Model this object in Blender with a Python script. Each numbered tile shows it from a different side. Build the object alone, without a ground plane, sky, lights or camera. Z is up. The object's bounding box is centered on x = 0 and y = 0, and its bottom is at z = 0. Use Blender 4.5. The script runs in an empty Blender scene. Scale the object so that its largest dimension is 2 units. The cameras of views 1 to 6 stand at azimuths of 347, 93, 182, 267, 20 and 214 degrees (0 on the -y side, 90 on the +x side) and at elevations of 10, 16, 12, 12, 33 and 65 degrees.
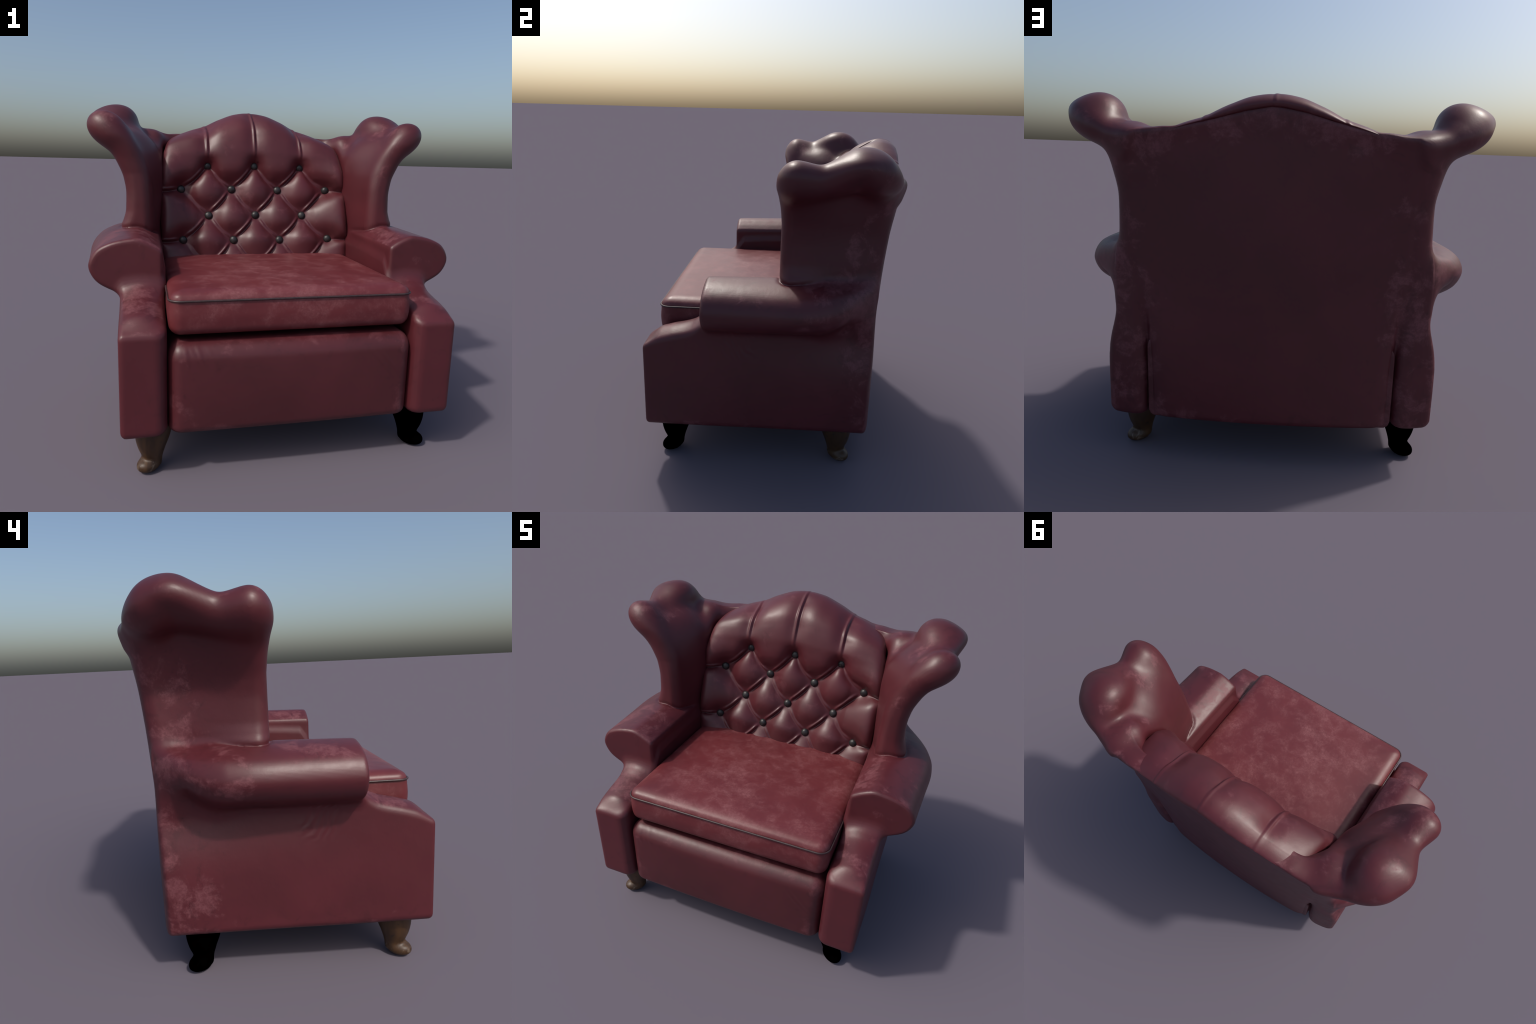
"""Wide wingback armchair in worn oxblood leather: deep-buttoned back, scroll arms,
loose piped seat cushion, cabriole legs.  Upholstered masses are described as
implicit solids (profiles, tubes, rounded slabs) and meshed with surface nets; the
buttoned back is a lofted profile with pleats pressed between the buttons."""
import bpy
import math
import numpy as np

F32 = np.float32


# --------------------------------------------------------------------------
# small maths helpers
# --------------------------------------------------------------------------
def curve(points):
    """Monotone-ish cubic through (x, y) control points, returned as a function."""
    xs = np.array([p[0] for p in points], float)
    ys = np.array([p[1] for p in points], float)
    h = np.diff(xs)
    d = np.diff(ys) / h
    m = np.zeros_like(ys)
    m[1:-1] = np.where(d[:-1] * d[1:] > 0, 2 * d[:-1] * d[1:] / np.where(d[:-1] + d[1:] == 0, 1, d[:-1] + d[1:]), 0)
    m[0], m[-1] = d[0], d[-1]

    def f(x):
        x = np.clip(x, xs[0], xs[-1])
        i = np.clip(np.searchsorted(xs, x, side="right") - 1, 0, len(h) - 1)
        t = (x - xs[i]) / h[i]
        t2, t3 = t * t, t * t * t
        return (2 * t3 - 3 * t2 + 1) * ys[i] + (t3 - 2 * t2 + t) * h[i] * m[i] + (3 * t2 - 2 * t3) * ys[i + 1] + (t3 - t2) * h[i] * m[i + 1]

    return f


def spline2d(points, n=8, closed=False):
    """Centripetal-free Catmull-Rom polyline through 2D/3D control points."""
    P = np.array(points, float)
    k = len(P)
    out = []
    for i in range(k if closed else k - 1):
        a, b, c, d = (P[(i + j) % k] if closed else P[min(max(i + j, 0), k - 1)] for j in (-1, 0, 1, 2))
        t = (np.arange(n) / n)[:, None]
        out.append(0.5 * (2 * b + (c - a) * t + (2 * a - 5 * b + 4 * c - d) * t**2 + (3 * b - a - 3 * c + d) * t**3))
    if not closed:
        out.append(P[-1:])
    return np.concatenate(out)


def sstep(a, b, x):
    t = np.clip((x - a) / (b - a), 0, 1)
    return t * t * (3 - 2 * t)


def smin(a, b, k):
    h = np.clip(0.5 + 0.5 * (b - a) / k, 0, 1)
    return b + (a - b) * h - k * h * (1 - h)


def rmax(a, b, r):
    """Intersection of two half-spaces whose common edge is rounded with radius r."""
    u, v = a + r, b + r
    return np.minimum(np.maximum(u, v), 0) + np.sqrt(np.maximum(u, 0) ** 2 + np.maximum(v, 0) ** 2) - r


def polygon_sdf(u, v, poly):
    """Signed distance (negative inside) of points (u, v) to a closed polygon."""
    d2 = np.full(u.shape, 1e9)
    inside = np.zeros(u.shape, bool)
    n = len(poly)
    for i in range(n):
        (ax, ay), (bx, by) = poly[i], poly[(i + 1) % n]
        ex, ey = bx - ax, by - ay
        wx, wy = u - ax, v - ay
        t = np.clip((wx * ex + wy * ey) / (ex * ex + ey * ey + 1e-12), 0, 1)
        d2 = np.minimum(d2, (wx - ex * t) ** 2 + (wy - ey * t) ** 2)
        if ay != by:
            inside ^= ((ay > v) != (by > v)) & (u < ex * (v - ay) / ey + ax)
    return np.where(inside, -1, 1) * np.sqrt(d2)


class Lookup:
    """A 2D field tabulated once from its rule and read back bilinearly."""

    def __init__(self, fn, u0, u1, v0, v1, step=0.004):
        self.u0, self.v0, self.s = u0, v0, step
        u = np.arange(u0, u1 + step, step)
        v = np.arange(v0, v1 + step, step)
        self.T = fn(*np.meshgrid(u, v, indexing="ij"))

    def __call__(self, u, v):
        a = np.clip((u - self.u0) / self.s, 0, self.T.shape[0] - 1.001)
        b = np.clip((v - self.v0) / self.s, 0, self.T.shape[1] - 1.001)
        i, j = a.astype(int), b.astype(int)
        a, b = a - i, b - j
        T = self.T
        return (T[i, j] * (1 - a) + T[i + 1, j] * a) * (1 - b) + (T[i, j + 1] * (1 - a) + T[i + 1, j + 1] * a) * b


def tube_sdf(x, y, z, pts):
    """Chain of tapered capsules through (x, y, z, radius) points."""
    best = np.full(np.broadcast(x, y, z).shape, 1e9)
    for a, b in zip(pts[:-1], pts[1:]):
        e = np.array(b[:3]) - np.array(a[:3])
        t = np.clip(((x - a[0]) * e[0] + (y - a[1]) * e[1] + (z - a[2]) * e[2]) / (e @ e), 0, 1)
        d = np.sqrt((x - a[0] - e[0] * t) ** 2 + (y - a[1] - e[1] * t) ** 2 + (z - a[2] - e[2] * t) ** 2)
        best = np.minimum(best, d - (a[3] + (b[3] - a[3]) * t))
    return best


# --------------------------------------------------------------------------
# surface nets
# --------------------------------------------------------------------------
def surface_nets(F, origin, h):
    nx, ny, nz = F.shape
    ins = F < 0
    cnt = np.zeros((nx - 1, ny - 1, nz - 1), np.int8)
    for i in (0, 1):
        for j in (0, 1):
            for k in (0, 1):
                cnt += ins[i : nx - 1 + i, j : ny - 1 + j, k : nz - 1 + k]
    act = np.argwhere((cnt > 0) & (cnt < 8))
    index = np.full(cnt.shape, -1, np.int64)
    index[tuple(act.T)] = np.arange(len(act))
    acc = np.zeros((len(act), 3))
    num = np.zeros(len(act))
    for axis in range(3):
        o1, o2 = [a for a in range(3) if a != axis]
        for p in (0, 1):
            for q in (0, 1):
                c0 = act.copy()
                c0[:, o1] += p
                c0[:, o2] += q
                c1 = c0.copy()
                c1[:, axis] += 1
                f0, f1 = F[tuple(c0.T)].astype(float), F[tuple(c1.T)].astype(float)
                cross = (f0 < 0) != (f1 < 0)
                t = np.where(cross, f0 / np.where(f0 == f1, 1, f0 - f1), 0)
                pos = c0.astype(float)
                pos[:, axis] += t
                acc += np.where(cross[:, None], pos, 0)
                num += cross
    V = acc / num[:, None]
    quads = []
    for axis in range(3):
        o1, o2 = (axis + 1) % 3, (axis + 2) % 3
        lo = [slice(None)] * 3
        hi = [slice(None)] * 3
        lo[axis], hi[axis] = slice(0, -1), slice(1, None)
        a, b = ins[tuple(lo)], ins[tuple(hi)]
        e = np.argwhere(a != b)
        ok = (e[:, o1] > 0) & (e[:, o2] > 0) & (e[:, o1] < cnt.shape[o1]) & (e[:, o2] < cnt.shape[o2])
        e = e[ok]
        flip = ins[tuple(e.T)]
        corner = []
        for d1, d2 in ((1, 1), (0, 1), (0, 0), (1, 0)):
            c = e.copy()
            c[:, o1] -= d1
            c[:, o2] -= d2
            corner.append(index[tuple(c.T)])
        q = np.stack(corner, 1)
        q[~flip] = q[~flip][:, ::-1]
        quads.append(q)
    Q = np.concatenate(quads)

    def sample(P):
        a = np.clip(P, 0, np.array(F.shape) - 1.001)
        i = a.astype(int)
        f = a - i
        r = 0
        for di in (0, 1):
            for dj in (0, 1):
                for dk in (0, 1):
                    w = np.abs(1 - di - f[:, 0]) * np.abs(1 - dj - f[:, 1]) * np.abs(1 - dk - f[:, 2])
                    r = r + w * F[i[:, 0] + di, i[:, 1] + dj, i[:, 2] + dk]
        return r

    E = np.eye(3) * 0.6
    for _ in range(2):  # pull the vertices on to the surface
        g = np.stack([sample(V + E[a]) - sample(V - E[a]) for a in range(3)], 1) / 1.2
        step = -sample(V)[:, None] * g / np.maximum((g * g).sum(1), 1e-9)[:, None]
        V = V + np.clip(step, -0.4, 0.4)
    return V * h + np.array(origin), Q


def grid(lo, hi, h):
    ax = [np.arange(lo[a], hi[a] + h, h) for a in range(3)]
    return ax[0][:, None, None], ax[1][None, :, None], ax[2][None, None, :]


def mesh_implicit(fn, lo, hi, h):
    return surface_nets(np.asarray(fn(*grid(lo, hi, h)), F32), lo, h)


def vertex_normals(V, Q):
    n = np.cross(V[Q[:, 2]] - V[Q[:, 0]], V[Q[:, 3]] - V[Q[:, 1]])
    N = np.zeros_like(V)
    for c in range(4):
        for a in range(3):
            N[:, a] += np.bincount(Q[:, c], n[:, a], len(V))
    return N / np.maximum(np.linalg.norm(N, axis=1), 1e-12)[:, None]


# --------------------------------------------------------------------------
# Blender objects
# --------------------------------------------------------------------------
def make_mesh(name, V, Q, material, parent, normals=None):
    me = bpy.data.meshes.new(name)
    me.from_pydata(np.asarray(V, float).tolist(), [], [tuple(int(i) for i in q) for q in Q])
    me.polygons.foreach_set("use_smooth", [True] * len(me.polygons))
    me.materials.append(material)
    me.update()
    if normals is not None:
        me.normals_split_custom_set_from_vertices([tuple(n) for n in normals])
    ob = bpy.data.objects.new(name, me)
    bpy.context.scene.collection.objects.link(ob)
    ob.parent = parent
    return ob


def submesh(V, Q, N, keep):
    q = Q[keep]
    used, inv = np.unique(q, return_inverse=True)
    return V[used], inv.reshape(q.shape), N[used]


def sweep(path, radius, closed=False, sides=10):
    """Cord of round section along a 3D polyline."""
    P = np.array(path, float)
    n = len(P)
    T = np.roll(P, -1, 0) - np.roll(P, 1, 0) if closed else np.gradient(P, axis=0)
    T /= np.linalg.norm(T, axis=1)[:, None]
    up = np.array([0.13, 0.21, 0.97])
    A = np.cross(T, up)
    A /= np.linalg.norm(A, axis=1)[:, None]
    B = np.cross(T, A)
    ang = np.arange(sides) * 2 * math.pi / sides
    r = np.broadcast_to(np.asarray(radius, float), (n,))
    V = P[:, None] + r[:, None, None] * (np.cos(ang)[None, :, None] * A[:, None] + np.sin(ang)[None, :, None] * B[:, None])
    Q = []
    for i in range(n if closed else n - 1):
        for k in range(sides):
            j, l = (i + 1) % n, (k + 1) % sides
            Q.append((i * sides + k, i * sides + l, j * sides + l, j * sides + k))
    return V.reshape(-1, 3), np.array(Q)


# --------------------------------------------------------------------------
# materials
# --------------------------------------------------------------------------
class Nodes:
    def __init__(self, name):
        self.mat = bpy.data.materials.new(name)
        self.mat.use_nodes = True
        self.t = self.mat.node_tree
        self.bsdf = self.t.nodes["Principled BSDF"]
        self.obj = self.t.nodes.new("ShaderNodeTexCoord").outputs["Object"]
        self.geo = self.t.nodes.new("ShaderNodeNewGeometry")

    def put(self, sock, v):
        if isinstance(v, bpy.types.NodeSocket):
            self.t.links.new(v, sock)
        elif v is not None:
            sock.default_value = v

    def math(self, op, a, b=None, c=None, clamp=False):
        n = self.t.nodes.new("ShaderNodeMath")
        n.operation, n.use_clamp = op, clamp
        for s, v in zip(n.inputs, (a, b, c)):
            self.put(s, v)
        return n.outputs[0]

    def axis(self, vec, a):
        n = self.t.nodes.new("ShaderNodeSeparateXYZ")
        self.put(n.inputs[0], vec)
        return n.outputs[a]

    def ramp(self, v, a, b, smooth=True):
        n = self.t.nodes.new("ShaderNodeMapRange")
        n.interpolation_type = "SMOOTHSTEP" if smooth else "LINEAR"
        self.put(n.inputs[0], v)
        n.inputs[1].default_value, n.inputs[2].default_value = a, b
        return n.outputs[0]

    def mapped(self, scale=(1, 1, 1), loc=(0, 0, 0), rot=(0, 0, 0)):
        n = self.t.nodes.new("ShaderNodeMapping")
        self.put(n.inputs[0], self.obj)
        n.inputs["Location"].default_value = loc
        n.inputs["Rotation"].default_value = rot
        n.inputs["Scale"].default_value = scale
        return n.outputs[0]

    def noise(self, scale, detail=4, rough=0.55, distort=0.0, vec=None):
        n = self.t.nodes.new("ShaderNodeTexNoise")
        self.put(n.inputs["Vector"], vec or self.obj)
        n.inputs["Scale"].default_value = scale
        n.inputs["Detail"].default_value = detail
        n.inputs["Roughness"].default_value = rough
        n.inputs["Distortion"].default_value = distort
        return n.outputs["Fac"]

    def mix(self, fac, a, b):
        n = self.t.nodes.new("ShaderNodeMix")
        n.data_type = "RGBA"
        self.put(n.inputs[0], fac)
        self.put(n.inputs[6], a if isinstance(a, bpy.types.NodeSocket) else (*a, 1))
        self.put(n.inputs[7], b if isinstance(b, bpy.types.NodeSocket) else (*b, 1))
        return n.outputs[2]

    def bump(self, height, strength, dist, normal=None):
        n = self.t.nodes.new("ShaderNodeBump")
        n.inputs["Strength"].default_value = strength
        n.inputs["Distance"].default_value = dist
        self.put(n.inputs["Height"], height)
        if normal is not None:
            self.put(n.inputs["Normal"], normal)
        return n.outputs[0]


def leather(name, base, deep, worn, wear_amount, region=None, rough=0.43, wear_scale=8.0, spread=0.50, blot=0.5, creases=None, soft_edge=0.10):
    """Oiled leather: base hide, darker calm panels, and pinkish rubbed patches."""
    N = Nodes(name)
    big = N.noise(2.3, 3, 0.5, 0.4)
    col = N.mix(N.ramp(big, 0.35, 0.7), deep, base)
    # rubbed patches with ragged, speckled borders
    patch = N.noise(wear_scale, 12, 0.70, 0.35)
    cloud = N.noise(wear_scale * 0.33, 2, 0.5, 0.2, N.mapped(loc=(3.1, 1.7, 5.3)))
    mask = N.math("MULTIPLY_ADD", N.math("SUBTRACT", cloud, 0.5), 0.5, patch)
    if region is not None:
        reg = region(N)
        mask = N.math("ADD", mask, N.math("MULTIPLY", N.math("SUBTRACT", reg, 1.0), 0.30))
    mask = N.ramp(mask, spread - 0.03, spread + soft_edge)
    fine = N.ramp(N.noise(wear_scale * 6, 8, 0.75, 0.3, N.mapped(loc=(7.7, 2.1, 0.4))), 0.36, 0.66)
    mask = N.math("MULTIPLY", mask, N.math("MULTIPLY_ADD", fine, 0.65, 0.35))
    mask = N.math("MULTIPLY", mask, wear_amount)
    col = N.mix(mask, col, worn)
    # oily darker blots
    dark = N.ramp(N.noise(wear_scale * 1.6, 9, 0.68, 0.8, N.mapped(loc=(1.3, 9.2, 4.4))), 0.52, 0.68)
    dark = N.math("MULTIPLY", dark, blot)
    if region is not None:
        dark = N.math("MULTIPLY", dark, N.math("MULTIPLY_ADD", reg, 0.8, 0.2))
    col = N.mix(dark, col, tuple(c * 0.62 for c in deep))
    N.put(N.bsdf.inputs["Base Color"], col)
    r = N.math("MULTIPLY_ADD", mask, 0.16, rough)
    r = N.math("ADD", r, N.math("MULTIPLY", N.math("SUBTRACT", N.noise(14, 6, 0.65), 0.5), 0.14))
    N.put(N.bsdf.inputs["Roughness"], r)
    N.bsdf.inputs["Specular IOR Level"].default_value = 0.5
    grain = N.noise(240, 3, 0.6)
    soft = N.noise(11, 4, 0.5)
    if creases is not None:
        soft = N.math("ADD", soft, creases(N))
    nb = N.bump(soft, 0.22, 0.006)
    N.put(N.bsdf.inputs["Normal"], N.bump(grain, 0.10, 0.0015, nb))
    return N.mat


def region_shell(N):
    """Rubbed where the hide is handled: rear corners, hem and roll-over edges."""
    y, z = N.axis(N.obj, 1), N.axis(N.obj, 2)
    ax = N.math("ABSOLUTE", N.axis(N.obj, 0))
    nrm = N.geo.outputs["Normal"]
    rear = N.math("MULTIPLY", N.ramp(y, 0.12, 0.44), N.ramp(ax, 0.40, 0.60))
    rear = N.math("MULTIPLY", rear, N.ramp(N.axis(nrm, 1), -0.35, 0.0))
    rear = N.math("MULTIPLY", rear, N.math("MULTIPLY_ADD", N.ramp(z, 1.25, 1.05), 0.15, 0.85))
    hem = N.ramp(z, 0.36, 0.25)
    lift = N.math("MULTIPLY_ADD", N.math("MULTIPLY", ax, ax), 0.55, z)  # follows the arched top of the back
    crest = N.math("MULTIPLY", N.ramp(lift, 1.44, 1.72), N.ramp(y, 0.45, 0.58))
    up = N.ramp(N.axis(nrm, 2), 0.15, 0.75)
    tail = N.math("MULTIPLY", N.ramp(y, 0.02, 0.16), N.math("MULTIPLY", N.ramp(z, 0.86, 0.93), N.ramp(z, 1.06, 0.98)))
    tail = N.math("MULTIPLY", tail, N.ramp(ax, 0.76, 0.82))
    m = N.math("MAXIMUM", rear, N.math("MULTIPLY", hem, 0.85))
    m = N.math("MAXIMUM", m, crest)
    m = N.math("MAXIMUM", m, N.math("MULTIPLY", up, 0.9))
    m = N.math("MAXIMUM", m, N.math("MULTIPLY", tail, 1.15))
    fronts = N.math("MULTIPLY", N.ramp(N.axis(nrm, 1), -0.2, -0.6), 0.5)
    m = N.math("MAXIMUM", m, fronts)
    return m


def pull_lines(N):
    """Slanting drag creases in the side leather where it hangs from the scroll."""
    y, z = N.axis(N.obj, 1), N.axis(N.obj, 2)
    wob = N.noise(5, 2, 0.5)
    s = N.math("ADD", N.math("MULTIPLY_ADD", z, 0.62, y), N.math("MULTIPLY", wob, 0.16))
    wave = N.math("SINE", N.math("MULTIPLY", s, 150.0))
    near = N.math("MULTIPLY", N.math("MULTIPLY", N.ramp(y, -0.30, -0.20), N.ramp(y, -0.05, -0.15)), N.math("MULTIPLY", N.ramp(z, 0.64, 0.72), N.ramp(z, 0.86, 0.78)))
    return N.math("MULTIPLY", N.math("MULTIPLY", wave, near), 1.5)


BASE, DEEP, WORN = (0.092, 0.0155, 0.021), (0.074, 0.0125, 0.017), (0.160, 0.049, 0.058)
leather_shell = leather("worn_leather", BASE, DEEP, WORN, 0.92, region_shell, creases=pull_lines)
leather_back = leather("buttoned_leather", BASE, DEEP, WORN, 0.45, None, 0.43, 9, 0.58, 0.35)
leather_seat = leather("seat_leather", (0.132, 0.0225, 0.026), (0.110, 0.0170, 0.021), (0.212, 0.071, 0.075), 1.0, None, 0.42, 12.0, 0.41, 0.12, soft_edge=0.36)
leather_front = leather("front_leather", (0.082, 0.0145, 0.019), (0.066, 0.012, 0.0155), WORN, 0.6,
                        lambda N: N.math("MAXIMUM", N.math("MAXIMUM", N.ramp(N.axis(N.obj, 2), 0.5, 0.66), N.ramp(N.axis(N.obj, 2), 0.3, 0.23)),
                                         N.math("MULTIPLY", N.ramp(N.math("ABSOLUTE", N.axis(N.obj, 0)), 0.40, 0.56), 1.1)))


def plain(name, col, col2, rough, scale=20, spec=0.5, bump=0.2):
    N = Nodes(name)
    n = N.noise(scale, 5, 0.6)
    N.put(N.bsdf.inputs["Base Color"], N.mix(N.ramp(n, 0.3, 0.7), col, col2))
    N.bsdf.inputs["Roughness"].default_value = rough
    N.bsdf.inputs["Specular IOR Level"].default_value = spec
    if bump:
        N.put(N.bsdf.inputs["Normal"], N.bump(n, bump, 0.003))
    return N.mat


button_mat = plain("black_button", (0.012, 0.011, 0.011), (0.022, 0.02, 0.02), 0.42, 30)
cord_mat = plain("grey_cord", (0.036, 0.017, 0.018), (0.055, 0.031, 0.031), 0.42, 60)
painted_unlit_leg = plain("leg_painted_unlit_black", (0.0, 0.0, 0.0), (0.0005, 0.0003, 0.0003), 1.0, 20, 0.0, 0)  # zero colour and gloss paint in the missing light on inverted leg faces


def wood():
    N = Nodes("brown_wood")
    grain = N.noise(9, 6, 0.65, 1.5, N.mapped((1, 1, 0.22)))
    col = N.mix(N.ramp(grain, 0.3, 0.7), (0.032, 0.0145, 0.006), (0.074, 0.035, 0.012))
    chip = N.noise(26, 5, 0.7, 0.8)
    low = N.ramp(N.axis(N.obj, 2), 0.10, 0.03)
    m = N.math("MULTIPLY", N.ramp(chip, 0.56, 0.62), low)
    col = N.mix(m, col, (0.12, 0.085, 0.06))
    N.put(N.bsdf.inputs["Base Color"], N.mix(N.math("MULTIPLY", N.ramp(N.noise(40, 4, 0.6), 0.6, 0.68), 0.7), col, (0.012, 0.010, 0.009)))
    N.bsdf.inputs["Roughness"].default_value = 0.48
    N.put(N.bsdf.inputs["Normal"], N.bump(grain, 0.15, 0.004))
    return N.mat


wood_mat = wood()

# --------------------------------------------------------------------------
# the armchair
# --------------------------------------------------------------------------
chair = bpy.data.objects.new("wingback_armchair", None)
bpy.context.scene.collection.objects.link(chair)
chair["label"] = "wide wingback armchair in worn oxblood leather with buttoned back"
chair["category"] = "armchair"

# ---- shell: arms, wings and outside back (right half, then mirrored) -------
# side body under the arm
side_bottom = 0.224
post_edge = curve([(-0.70, 0.715), (-0.56, 0.757), (-0.43, 0.792), (-0.37, 0.84), (-0.33, 0.90), (-0.28, 0.96), (0.6, 1.0)])
outer_front = curve([(-0.69, 0.820), (-0.36, 0.820), (0.0, 0.814), (0.575, 0.812)])


def arm_body(x, y, z):
    waist = (0.048 * np.exp(-(((z - 0.79) / 0.15) ** 2)) + 0.045 * sstep(0.80, 0.96, z)) * (0.4 * sstep(-0.42, 0.0, y) + 0.6 * sstep(0.0, 0.48, y))
    outer = x - (outer_front(y) - waist)
    inner = 0.606 - x
    f = rmax(rmax(inner + 0 * y, -0.697 - y + 0 * x, 0.065), outer, 0.024)
    crown = 0.042 * np.clip(1 - ((x - 0.72) / 0.115) ** 2, 0, 1) * sstep(-0.70, -0.60, y) * sstep(-0.30, -0.42, y)
    top = (z - post_edge(y) - crown) * 0.93
    f = rmax(f, top, 0.022)
    f = rmax(f, side_bottom - z, 0.040)
    f = rmax(f, -0.697 - y, 0.012)
    back = y - 0.580 + 0.06 * np.clip((0.70 - x) / 0.1, 0, 1) ** 2 + 0.03 * np.clip((x - 0.70) / 0.1, 0, 1) ** 2
    return rmax(f, back, 0.026)


# scroll of the arm: one cross-section, swelling a little and dying into the wing
scroll = spline2d([(0.613, 0.845), (0.611, 0.90), (0.611, 0.98), (0.611, 1.022), (0.617, 1.038), (0.632, 1.050), (0.67, 1.072), (0.73, 1.095), (0.79, 1.092), (0.86, 1.076),
                   (0.922, 1.045), (0.957, 0.995), (0.962, 0.945), (0.928, 0.885), (0.860, 0.842), (0.79, 0.818), (0.69, 0.816)], 6, True)
scroll_sdf = Lookup(lambda u, v: polygon_sdf(u, v, scroll), 0.40, 1.25, 0.60, 1.40)
scroll_size = curve([(-0.4, 1.0), (-0.25, 1.03), (-0.05, 1.08), (0.12, 1.12), (0.22, 1.09), (0.30, 0.98), (0.38, 0.78), (0.45, 0.52), (0.51, 0.24), (0.55, 0.05)])


def arm_scroll(x, y, z):
    s = scroll_size(y)
    cx, cz = 0.74, 0.99 + 0.045 * sstep(0.1, 0.46, y)
    u = np.where(x > cx, cx + (x - cx) / s, x) + 0 * z
    v = cz + (z - cz - 0.022 * (y + 0.34)) / np.clip(s, 0.72, 1.02) + 0 * x
    f = scroll_sdf(u, v) * np.clip(s, 0.45, 1) + 0.25 * sstep(1.25, 1.45, z)
    f = rmax(f, -0.352 - y, 0.020)
    return rmax(f, y - 0.56, 0.03)


# wing: a curved slab that flares outward, topped by a lobed roll
wing_outer_front = curve([(0.85, 0.83), (1.10, 0.828), (1.15, 0.810), (1.20, 0.798), (1.29, 0.795), (1.37, 0.806), (1.46, 0.842), (1.55, 0.896), (1.60, 0.922), (1.66, 0.940), (1.75, 0.945)])
wing_outer_rear = curve([(0.85, 0.70), (0.98, 0.708), (1.08, 0.732), (1.18, 0.740), (1.26, 0.735), (1.33, 0.732), (1.46, 0.758), (1.52, 0.777), (1.58, 0.802), (1.64, 0.845), (1.70, 0.89), (1.76, 0.90)])
wing_inner_front = curve([(0.85, 0.650), (1.15, 0.650), (1.30, 0.655), (1.40, 0.668), (1.50, 0.702), (1.60, 0.755), (1.70, 0.83), (1.78, 0.90)])
wing_inner_rear = curve([(0.85, 0.595), (1.15, 0.590), (1.30, 0.586), (1.40, 0.584), (1.50, 0.594), (1.58, 0.635), (1.64, 0.695), (1.70, 0.765), (1.78, 0.85)])
wing_side = [(0.036, 0.95), (0.036, 1.25), (0.038, 1.40), (0.030, 1.49), (0.012, 1.60), (0.030, 1.66), (0.10, 1.68), (0.235, 1.675), (0.40, 1.72),
             (0.50, 1.69), (0.60, 1.64), (0.648, 1.60), (0.628, 1.50), (0.606, 1.36), (0.590, 1.20), (0.580, 1.05), (0.577, 0.95)]
wing_side_sdf = Lookup(lambda u, v: polygon_sdf(u, v, wing_side), -0.75, 0.85, 0.15, 2.0)
wing_rim = [(0.930, 0.108, 1.662, 0.064), (0.905, 0.235, 1.655, 0.050), (0.958, 0.400, 1.711, 0.043), (0.920, 0.478, 1.690, 0.044), (0.865, 0.540, 1.654, 0.046), (0.765, 0.584, 1.624, 0.040),
            (0.680, 0.608, 1.607, 0.040), (0.600, 0.628, 1.598, 0.034), (0.50, 0.632, 1.598, 0.028)]
wing_roll = [(0.868, 0.110, 1.622, 0.086), (0.858, 0.235, 1.624, 0.066), (0.832, 0.400, 1.688, 0.104), (0.822, 0.472, 1.673, 0.106),
             (0.755, 0.490, 1.612, 0.072), (0.650, 0.540, 1.594, 0.074), (0.590, 0.550, 1.574, 0.066)]
wing_bead = [(0.640, 0.36, 1.42, 0.036), (0.634, 0.42, 1.53, 0.052), (0.636, 0.49, 1.592, 0.066)]
wing_cap = [(0.893, 0.108, 1.648, 0.073), (0.878, 0.235, 1.640, 0.050), (0.889, 0.405, 1.706, 0.076), (0.876, 0.475, 1.684, 0.076), (0.80, 0.535, 1.635, 0.058)]
wing_rim, wing_roll = (spline2d(p, 5) for p in (wing_rim, wing_roll))


def relax(block, passes):
    """Let the filling settle: repeated binomial averaging of a field."""
    for _ in range(passes):
        for ax in range(3):
            p = np.pad(block, [(1, 1) if a == ax else (0, 0) for a in range(3)], mode="edge")
            n = p.shape[ax]
            block = 0.25 * np.take(p, range(0, n - 2), ax) + 0.5 * np.take(p, range(1, n - 1), ax) + 0.25 * np.take(p, range(2, n), ax)
    return block


def wing(x, y, z):
    w = sstep(0.08, 0.48, y)
    xo = wing_outer_front(z) * (1 - w) + wing_outer_rear(z) * w
    wi = sstep(0.05, 0.34, y)
    xi = wing_inner_front(z) * (1 - wi) + wing_inner_rear(z) * wi
    slope = curve([(0.9, 1.0), (1.33, 1.0), (1.48, 0.80), (1.8, 0.72)])(z)
    f = np.maximum((x - xo) * slope, (xi - x) * slope)
    outline = wing_side_sdf(y + 0.045 * (np.maximum(x - 0.60, 0) / 0.2) ** 2 * sstep(0.15, 0.5, y) + 0 * z, z + 0 * y + 0 * x)
    f = rmax(f, outline + 0 * x, 0.062)
    # the stuffed roll along the top edge, relaxed so that its lobes run into each other
    i, j, k = (int(np.searchsorted(a.ravel(), v)) for a, v in ((x, 0.42), (y, -0.14), (z, 1.38)))
    bx, by, bz = x[i:], y[:, j:], z[..., k:]
    rolls = smin(*(tube_sdf(bx, by, bz, t) for t in (wing_roll, wing_rim)), 0.060)
    rolls = smin(smin(rolls, tube_sdf(bx, by, bz, wing_cap), 0.05), tube_sdf(bx, by, bz, wing_bead), 0.04)
    block = smin(f[i:, j:, k:], rolls, 0.042)
    f[i:, j:, k:] += (relax(block, 9) - f[i:, j:, k:]) * sstep(1.38, 1.50, bz)
    return f


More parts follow.
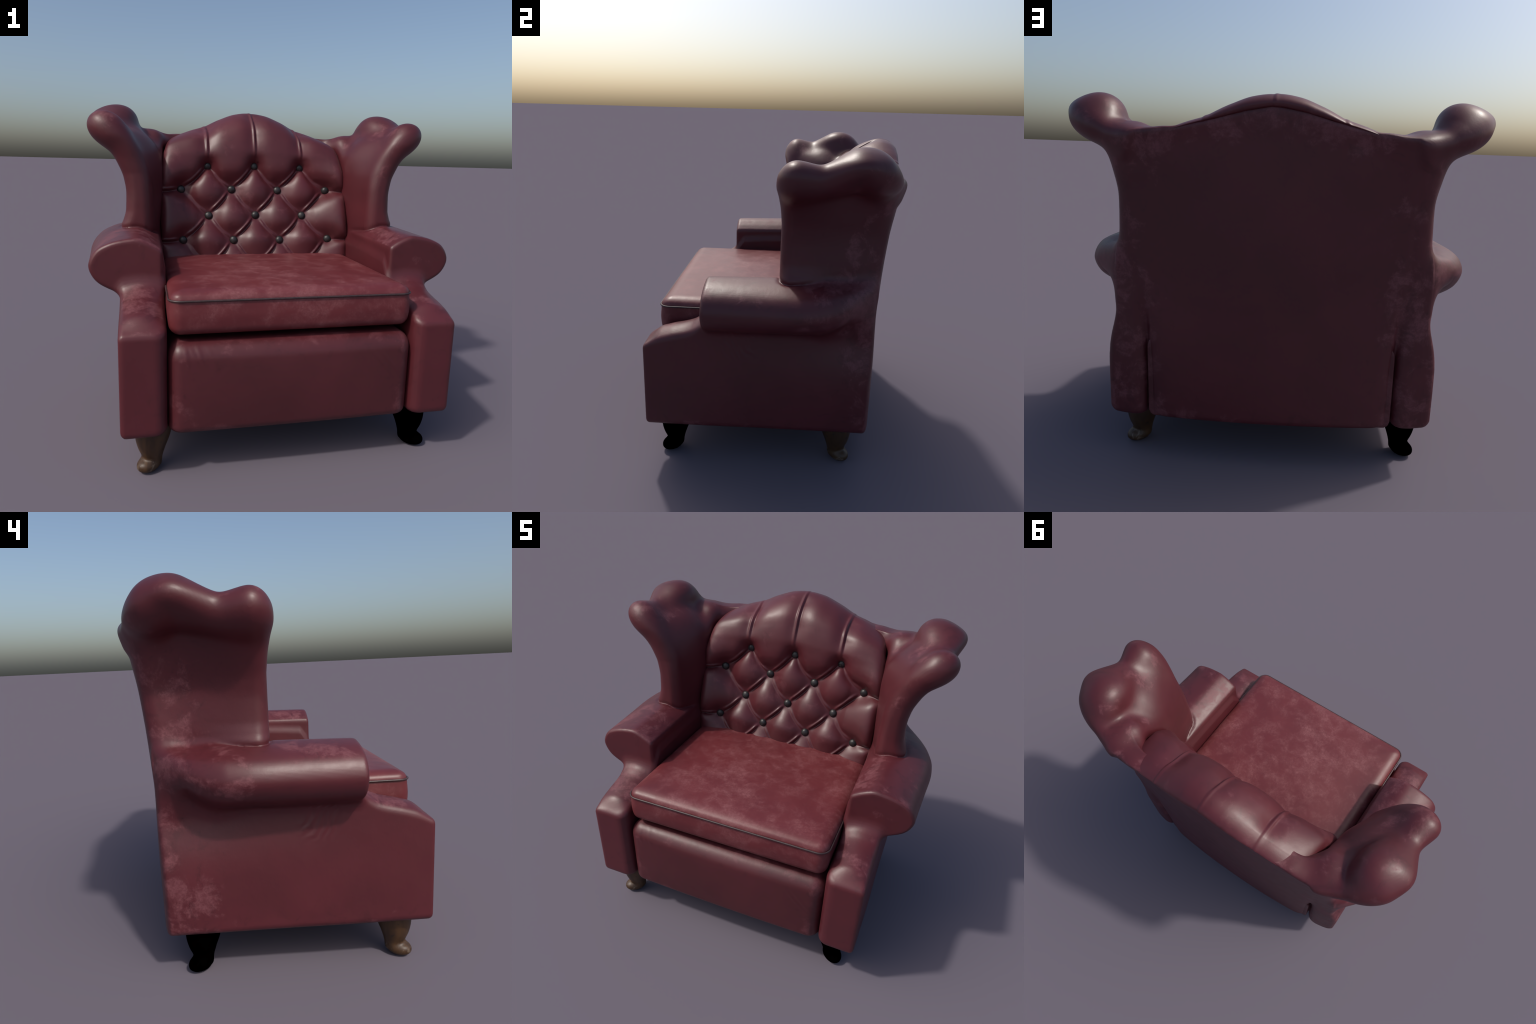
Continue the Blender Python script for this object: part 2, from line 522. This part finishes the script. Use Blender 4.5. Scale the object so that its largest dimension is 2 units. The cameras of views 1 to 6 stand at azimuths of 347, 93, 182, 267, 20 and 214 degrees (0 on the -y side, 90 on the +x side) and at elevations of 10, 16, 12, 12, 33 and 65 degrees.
# outside back: slab between the buttoned pad and the rear leather
back_rear_centre = curve([(0.20, 0.612), (0.45, 0.622), (0.9, 0.640), (1.3, 0.658), (1.6, 0.676), (1.72, 0.688), (1.9, 0.69)])
ridge = curve([(0.0, 1.754), (0.1, 1.739), (0.2, 1.710), (0.3, 1.681), (0.4, 1.658), (0.5, 1.638), (0.55, 1.624), (0.6, 1.611), (0.75, 1.600)])


rear_line = curve([(0.20, 0.575), (0.6, 0.577), (0.9, 0.571), (1.1, 0.583), (1.33, 0.604), (1.5, 0.634), (1.58, 0.648), (1.62, 0.668), (1.75, 0.75), (1.9, 0.80)])


def rear_limit(x, z):
    w = np.clip(x / 0.64, 0, 1) ** 2.2
    sweep_forward = (0.028 + 0.012 * sstep(1.2, 1.6, z)) * (np.maximum(x - 0.585, 0) / 0.2) ** 2
    return back_rear_centre(z) * (1 - w) + rear_line(z) * w - sweep_forward


def back_slab(x, y, z):
    f = y - rear_limit(x, z) + 0.035 * (np.clip((x - 0.50) / 0.1, 0, 1) ** 2) * sstep(0.85, 0.50, z)
    f = rmax(f, x - 0.605 - 0.075 * sstep(0.78, 1.15, z) + 0 * f, 0.035)
    f = rmax(f, 0.222 - z + 0 * f, 0.035)
    f = rmax(f, z - ridge(x) + 0 * f, 0.028)
    return np.maximum(f, 0.48 + 0.09 * sstep(1.2, 1.7, z) - y)


def shell_parts(x, y, z):
    arm = smin(arm_body(x, y, z), arm_scroll(x, y, z), 0.045 + 0.065 * sstep(0.10, 0.42, y))
    wg = wing(x, y, z)
    bk = back_slab(x, y, z)
    # crisp seam where the wing front stands on the arm, melting together to the rear
    k1 = 0.006 + 0.055 * sstep(0.10, 0.50, y) + 0.0 * x
    side = smin(arm, wg, k1)
    side = side + 0.007 * np.exp(-(((arm - wg) / 0.011) ** 2)) * sstep(0.28, 0.16, y)
    # open slit low down between side and outside back, one hide above
    k2 = 0.008 + 0.060 * sstep(0.50, 0.80, z)
    whole = smin(side, bk, k2)
    # one continuous rear line from hem to the top of the wings
    whole = rmax(whole, y - rear_limit(x, z) - 0.12 * sstep(1.48, 1.60, z) * sstep(0.60, 0.70, x), 0.02)
    return arm, wg, bk, whole


H = 0.0066
lo = (-H * 0.5, -0.72, 0.20)
gx, gy, gz = grid((H * 0.5, -0.72, 0.20), (1.03, 0.75, 1.83), H)
arm_f, wing_f, back_f, shell_f = (np.asarray(a, F32) for a in shell_parts(gx, gy, gz))
full = np.concatenate([shell_f[::-1], shell_f], 0)
SV, SQ = surface_nets(full, (-gx.max(), -0.72, 0.20), H)
SN = vertex_normals(SV, SQ)
cen = SV[SQ].mean(1)
ci = [np.clip(np.round((np.abs(cen[:, 0]) - H * 0.5) / H).astype(int), 0, shell_f.shape[0] - 1),
      np.clip(np.round((cen[:, 1] + 0.72) / H).astype(int), 0, shell_f.shape[1] - 1),
      np.clip(np.round((cen[:, 2] - 0.20) / H).astype(int), 0, shell_f.shape[2] - 1)]
near = np.argmin(np.stack([a[tuple(ci)] for a in (arm_f, wing_f, back_f)]), 0)
side = cen[:, 0] > 0
for kind, keep in (("arm", (near == 0) & side), ("arm", (near == 0) & ~side), ("wing", (near == 1) & side), ("wing", (near == 1) & ~side), ("outside_back", near == 2)):
    v, q, n = submesh(SV, SQ, SN, keep)
    make_mesh(kind, v, q, leather_shell, chair, n)

# ---- buttoned back ---------------------------------------------------------
SHIFT = 0.006
rows = [(1.450, (-0.305, 0.0, 0.305)), (1.296, (-0.4575, -0.1525, 0.1525, 0.4575)), (1.135, (-0.305, 0.0, 0.305)),
        (0.983, (-0.4575, -0.1525, 0.1525, 0.4575)), (0.830, (-0.305, 0.0, 0.305))]
crest = curve([(-0.61, 1.560), (-0.58, 1.583), (-0.545, 1.610), (-0.5, 1.634), (-0.4, 1.674), (-0.3, 1.711), (-0.2, 1.754), (-0.1, 1.790), (0.0, 1.806),
               (0.1, 1.790), (0.2, 1.754), (0.3, 1.711), (0.4, 1.674), (0.5, 1.634), (0.545, 1.610), (0.58, 1.583), (0.61, 1.560)])
# (y, z) of the stuffed hide, centre section: up the front, over the top, down to the rear lip
section = spline2d([(0.134, 0.78), (0.164, 0.88), (0.196, 0.983), (0.250, 1.135), (0.304, 1.296), (0.327, 1.40), (0.337, 1.45), (0.348, 1.50), (0.361, 1.56),
                    (0.386, 1.635), (0.420, 1.702), (0.475, 1.757), (0.540, 1.792), (0.600, 1.806), (0.652, 1.801), (0.689, 1.782), (0.703, 1.758), (0.694, 1.736), (0.664, 1.728)], 40)
PLUMP = 0.080  # height of the stuffing above the button line
seg = np.concatenate([[0], np.cumsum(np.linalg.norm(np.diff(section, axis=0), axis=1))])
STEP = 0.0042
ns = int(seg[-1] / STEP)
st = np.linspace(0, seg[-1], ns)
sy, sz = np.interp(st, seg, section[:, 0]), np.interp(st, seg, section[:, 1])
HALF = 0.592
nx = int(2 * HALF / STEP)
xs = np.linspace(-HALF, HALF, nx)
X, Ssec = np.meshgrid(xs, st, indexing="ij")
Yb = np.repeat(sy[None], nx, 0)
Zb = np.repeat(sz[None], nx, 0)
rise = np.clip((Zb - 1.36) / (1.806 - 1.36), 0, 1)
Zc = Zb - (1.806 - crest(X)) * rise**2
rear_pull = sstep(0.50, 0.70, Yb) * sstep(1.6, 1.70, Zb)
Yc = Yb - rear_pull * 0.054 * (np.abs(X) / 0.6) ** 2
# the pad comes forward at its sides to meet the wings
Yc = Yc - 0.045 * sstep(0.40, 0.62, np.abs(X)) * sstep(1.62, 1.40, Zb) * sstep(0.80, 1.15, Zb) 
base = np.stack([X, Yc, Zc], -1)
nor = np.cross(np.gradient(base, axis=1), np.gradient(base, axis=0))
nor /= np.linalg.norm(nor, axis=-1)[..., None]
nor *= np.where(nor[nx // 2, 5, 1] < 0, 1, -1)

# height on the hide of the stitched-down line (stuffing pressed flat), then arc length above it
U = X - SHIFT
n0 = nor[nx // 2]
stitch = sz - (PLUMP + 0.010) * n0[:, 2] * sstep(1.60, 1.45, sz)
s_top = np.interp(1.45, stitch[: np.argmax(sz)], st[: np.argmax(sz)])
heights = np.where(st > s_top, 1.45 + (st - s_top), stitch)
Vv = np.repeat(heights[None], nx, 0)
pillow = np.ones_like(U)
folds = np.zeros_like(U)


def pleat(p, q, width=0.050, kind="plain"):
    global pillow, folds
    (ax, az), (bx, bz) = p, q
    ex, ez = bx - ax, bz - az
    L2 = ex * ex + ez * ez
    t = ((U - ax) * ex + (Vv - az) * ez) / L2
    tc = np.clip(t, 0, 1)
    sd = ((U - ax) * ez - (Vv - az) * ex) / math.sqrt(L2)
    sag = {"double": -0.012, "lap": 0.007}.get(kind, 0.0)  # pleats hang a little below the straight line
    sd = sd + sag * np.sin(np.clip(t, 0, 1) * math.pi) ** 2
    d = np.sqrt(((t - tc) ** 2) * L2 + sd**2 + 0.002**2) - 0.002
    if kind != "seam":
        pillow = pillow * (1 - np.exp(-d / width))
    along = sstep(0.08, 0.35, t) * sstep(0.96, 0.70, t)
    if kind == "double":
        folds += 0.0125 * along * np.exp(-((sd / 0.0068) ** 2))
    elif kind == "lap":
        folds += 0.0150 * along * np.exp(-(((sd - 0.0115) / 0.0085) ** 2))
    elif kind == "seam":
        along = sstep(0.0, 0.3, t)
        folds += along * (0.011 * np.exp(-(((sd + 0.006) / 0.010) ** 2)) - 0.007 * np.exp(-np.abs(sd - 0.008) / 0.010) - 0.023 * np.exp(-((sd / 0.060) ** 2)))

for (za, xa), (zb, xb) in zip(rows[:-1], rows[1:]):
    for a in xa:
        for b in xb:
            if abs(abs(a - b) - 0.1525) < 0.01:
                pleat((a, za), (b, zb), kind="double" if b > a else "lap")
for r in (1, 3):
    for s in (-1, 1):
        pleat((s * 0.4575, rows[r][0]), (s * 0.64, rows[r][0] - 0.014), 0.045, "lap" if s < 0 else "plain")
for a in rows[0][1]:
    pleat((a, 1.45), (a * 1.02, 2.1), 0.040, "seam")
edge = 1 - 0.8 * np.exp(-(HALF + 0.004 - np.abs(X)) / 0.022)
pit = np.zeros_like(U)
for zr, xr in rows:
    for a in xr:
        pit += np.exp(-(((U - a) ** 2 + (Vv - zr) ** 2) / 0.022**2))
rearfade = 1 - 0.6 * sstep(1.86, 1.98, Vv)
loft = np.tanh(pillow / 0.55) * (0.6 + 0.4 * sstep(0.90, 1.0, Vv))
disp = PLUMP * (loft * edge - 1) + folds * (1 - 0.8 * sstep(1.80, 1.93, Vv)) - 0.010 * np.clip(pit, 0, 1)
pad = base + nor * disp[..., None]
# return the border into the frame so that the pad is a body, not a sheet
pad_in = pad.copy()
pad_in[..., 1] = np.maximum(pad[..., 1], 0.30) * 0.25 + 0.56 * 0.75
ring_lo = pad[:, :1] * 1.0
ring_lo[..., 1] += 0.18
ring_hi = pad[:, -1:] * 1.0
ring_hi[..., 1] -= 0.10
ring_hi[..., 2] -= 0.02
padg = np.concatenate([ring_lo, pad, ring_hi], 1)
left, right = padg[:1].copy(), padg[-1:].copy()
for e in (left, right):
    e[..., 1] = 0.6 * e[..., 1] + 0.4 * 0.58
    e[..., 2] = 1.2 + (e[..., 2] - 1.2) * 0.92
padg = np.concatenate([left, padg, right], 0)
gx_, gy_ = padg.shape[:2]
idx = np.arange(gx_ * gy_).reshape(gx_, gy_)
PQ = np.stack([idx[:-1, :-1], idx[1:, :-1], idx[1:, 1:], idx[:-1, 1:]], -1).reshape(-1, 4)
backrest = make_mesh("buttoned_back", padg.reshape(-1, 3), PQ, leather_back, chair)

# buttons: slightly faceted domes
bp = [(0.0, 0.012), (0.010, 0.0115), (0.018, 0.0085), (0.0235, 0.003), (0.0255, -0.004), (0.024, -0.011), (0.0, -0.012)]
BV, BQ = [], []
for r, h in bp:
    for k in range(14):
        a = 2 * math.pi * k / 14
        BV.append((1.09 * max(r, 1e-4) * math.cos(a), -h * 1.4, 1.09 * max(r, 1e-4) * math.sin(a)))
for i in range(len(bp) - 1):
    for k in range(14):
        l = (k + 1) % 14
        BQ.append((i * 14 + k, i * 14 + l, (i + 1) * 14 + l, (i + 1) * 14 + k))
first = None
for zr, xr in rows[:4]:
    for a in xr:
        i, j = np.argmin(np.abs(xs - a - SHIFT)), np.argmin(np.abs(heights - zr))
        p, n = pad[i, j], nor[i, j]
        if first is None:
            ob = first = make_mesh("button", BV, BQ, button_mat, backrest)
        else:
            ob = first.copy()
            bpy.context.scene.collection.objects.link(ob)
        ob.location = tuple(p + n * 0.006)
        ob.rotation_euler = (math.atan2(n[2], -n[1]) * -1.0, math.radians(37 * (i + j)), 0)

# ---- seat ------------------------------------------------------------------
def rect_sdf(x, y, x1, y0, y1, r):
    qx, qy = np.abs(x) - (x1 - r), np.abs(y - (y0 + y1) / 2) - ((y1 - y0) / 2 - r)
    return np.minimum(np.maximum(qx, qy), 0) + np.sqrt(np.maximum(qx, 0) ** 2 + np.maximum(qy, 0) ** 2) - r


CX, CY0, CY1, CR, CZ = 0.600, -0.654, 0.40, 0.060, 0.858


def cushion(x, y, z):
    d = rect_sdf(x, y, CX, CY0, CY1, CR)
    d = d - 0.006 * np.exp(-(((z - 0.78) / 0.05) ** 2)) + 0.004
    t = np.clip(-d / 0.075, 0, 1)
    top = CZ + 0.042 * np.sqrt(np.maximum(1 - (1 - t) ** 2, 0)) + 0.014 * np.clip(-d / 0.45, 0, 1)
    f = rmax(d, z - top, 0.010)
    return rmax(f, 0.690 - z + 0 * f, 0.045)


CV, CQ = mesh_implicit(cushion, (-0.63, -0.67, 0.66), (0.63, 0.43, 0.94), 0.0075)
seat = make_mesh("seat_cushion", CV, CQ, leather_seat, chair)
path = []
for cx, cy, a0 in ((CX - CR, CY1 - CR, 0), (-CX + CR, CY1 - CR, 90), (-CX + CR, CY0 + CR, 180), (CX - CR, CY0 + CR, 270)):
    for k in range(13):
        a = math.radians(a0 + 90 * k / 12)
        path.append((cx + (CR - 0.001) * math.cos(a), cy + (CR - 0.001) * math.sin(a), CZ - 0.001))
dense = []
for a, b in zip(path, path[1:] + path[:1]):
    n = max(1, int(math.dist(a, b) / 0.02))
    dense += [tuple(np.array(a) + (np.array(b) - np.array(a)) * i / n) for i in range(n)]
PV, PQ2 = sweep(dense, 0.0052, True, 10)
make_mesh("piping", PV, PQ2, cord_mat, seat)


def front_panel(x, y, z):
    bulge = 0.018 * np.clip(1 - (x / 0.6) ** 2, 0, 1) * np.clip(1 - ((z - 0.42) / 0.24) ** 2, 0, 1)
    pucker = sum(h * np.exp(-(((x - cx + sl * (z - 0.6)) / 0.010) ** 2)) for cx, h, sl in ((-0.522, 0.0030, 0.1), (-0.487, 0.0016, 0.45), (-0.458, 0.0026, 0.3), (-0.405, 0.0009, 0.5))) * np.exp(-(((z - 0.61) / 0.045) ** 2))
    pucker = pucker + sum(0.002 * np.exp(-(((x + 0.9 * (z - 0.5) - cx) / 0.010) ** 2)) for cx in (0.46, 0.50)) * np.exp(-(((z - 0.52) / 0.06) ** 2))
    f = rmax(-0.678 - bulge - pucker - y, z - 0.662 + 0 * x, 0.080)
    f = rmax(f, np.abs(x) - 0.606 + 0 * f, 0.070)
    f = rmax(f, 0.222 - z + 0 * f, 0.040)
    return np.maximum(f, y - 0.56)


AV, AQ = mesh_implicit(front_panel, (-0.63, -0.72, 0.19), (0.63, 0.59, 0.69), 0.0062)
make_mesh("front_panel", AV, AQ, leather_front, chair)

# ---- legs ------------------------------------------------------------------
leg_radius = curve([(0.0, 0.044), (0.045, 0.0475), (0.07, 0.0515), (0.115, 0.0665), (0.17, 0.083), (0.235, 0.092), (0.32, 0.10)])
leg_axis = curve([(0.0, -0.004), (0.07, -0.014), (0.115, -0.012), (0.17, -0.018), (0.235, -0.030), (0.32, -0.045)])


def leg(x, y, z):
    """Short cabriole leg: x is the outward diagonal, foot at the origin."""
    f = (np.sqrt((x - leg_axis(z)) ** 2 + y**2) - leg_radius(z)) * 0.9
    f = np.maximum(f, 0.030 - z)
    foot = ((((x - 0.010) / 0.064) ** 2 + (y / 0.049) ** 2 + np.abs((z - 0.032) / 0.035) ** 2.3) ** 0.5 - 1) * 0.038
    f = smin(f, foot, 0.014)
    f = np.maximum(f, z - 0.30)
    return rmax(f, -0.001 - z + 0 * f, 0.008)


LV, LQ = mesh_implicit(leg, (-0.16, -0.12, -0.02), (0.10, 0.12, 0.32), 0.005)
for px, py, ang, mat in ((-0.688, -0.562, 225, wood_mat), (0.688, -0.562, 315, painted_unlit_leg), (-0.700, 0.405, 135, painted_unlit_leg), (0.700, 0.405, 45, wood_mat)):
    a = math.radians(ang)
    V = LV.copy()
    V[:, 0], V[:, 1] = LV[:, 0] * math.cos(a) - LV[:, 1] * math.sin(a), LV[:, 0] * math.sin(a) + LV[:, 1] * math.cos(a)
    ob = make_mesh("leg", V, LQ, mat, chair)
    ob.location = (px, py, 0)
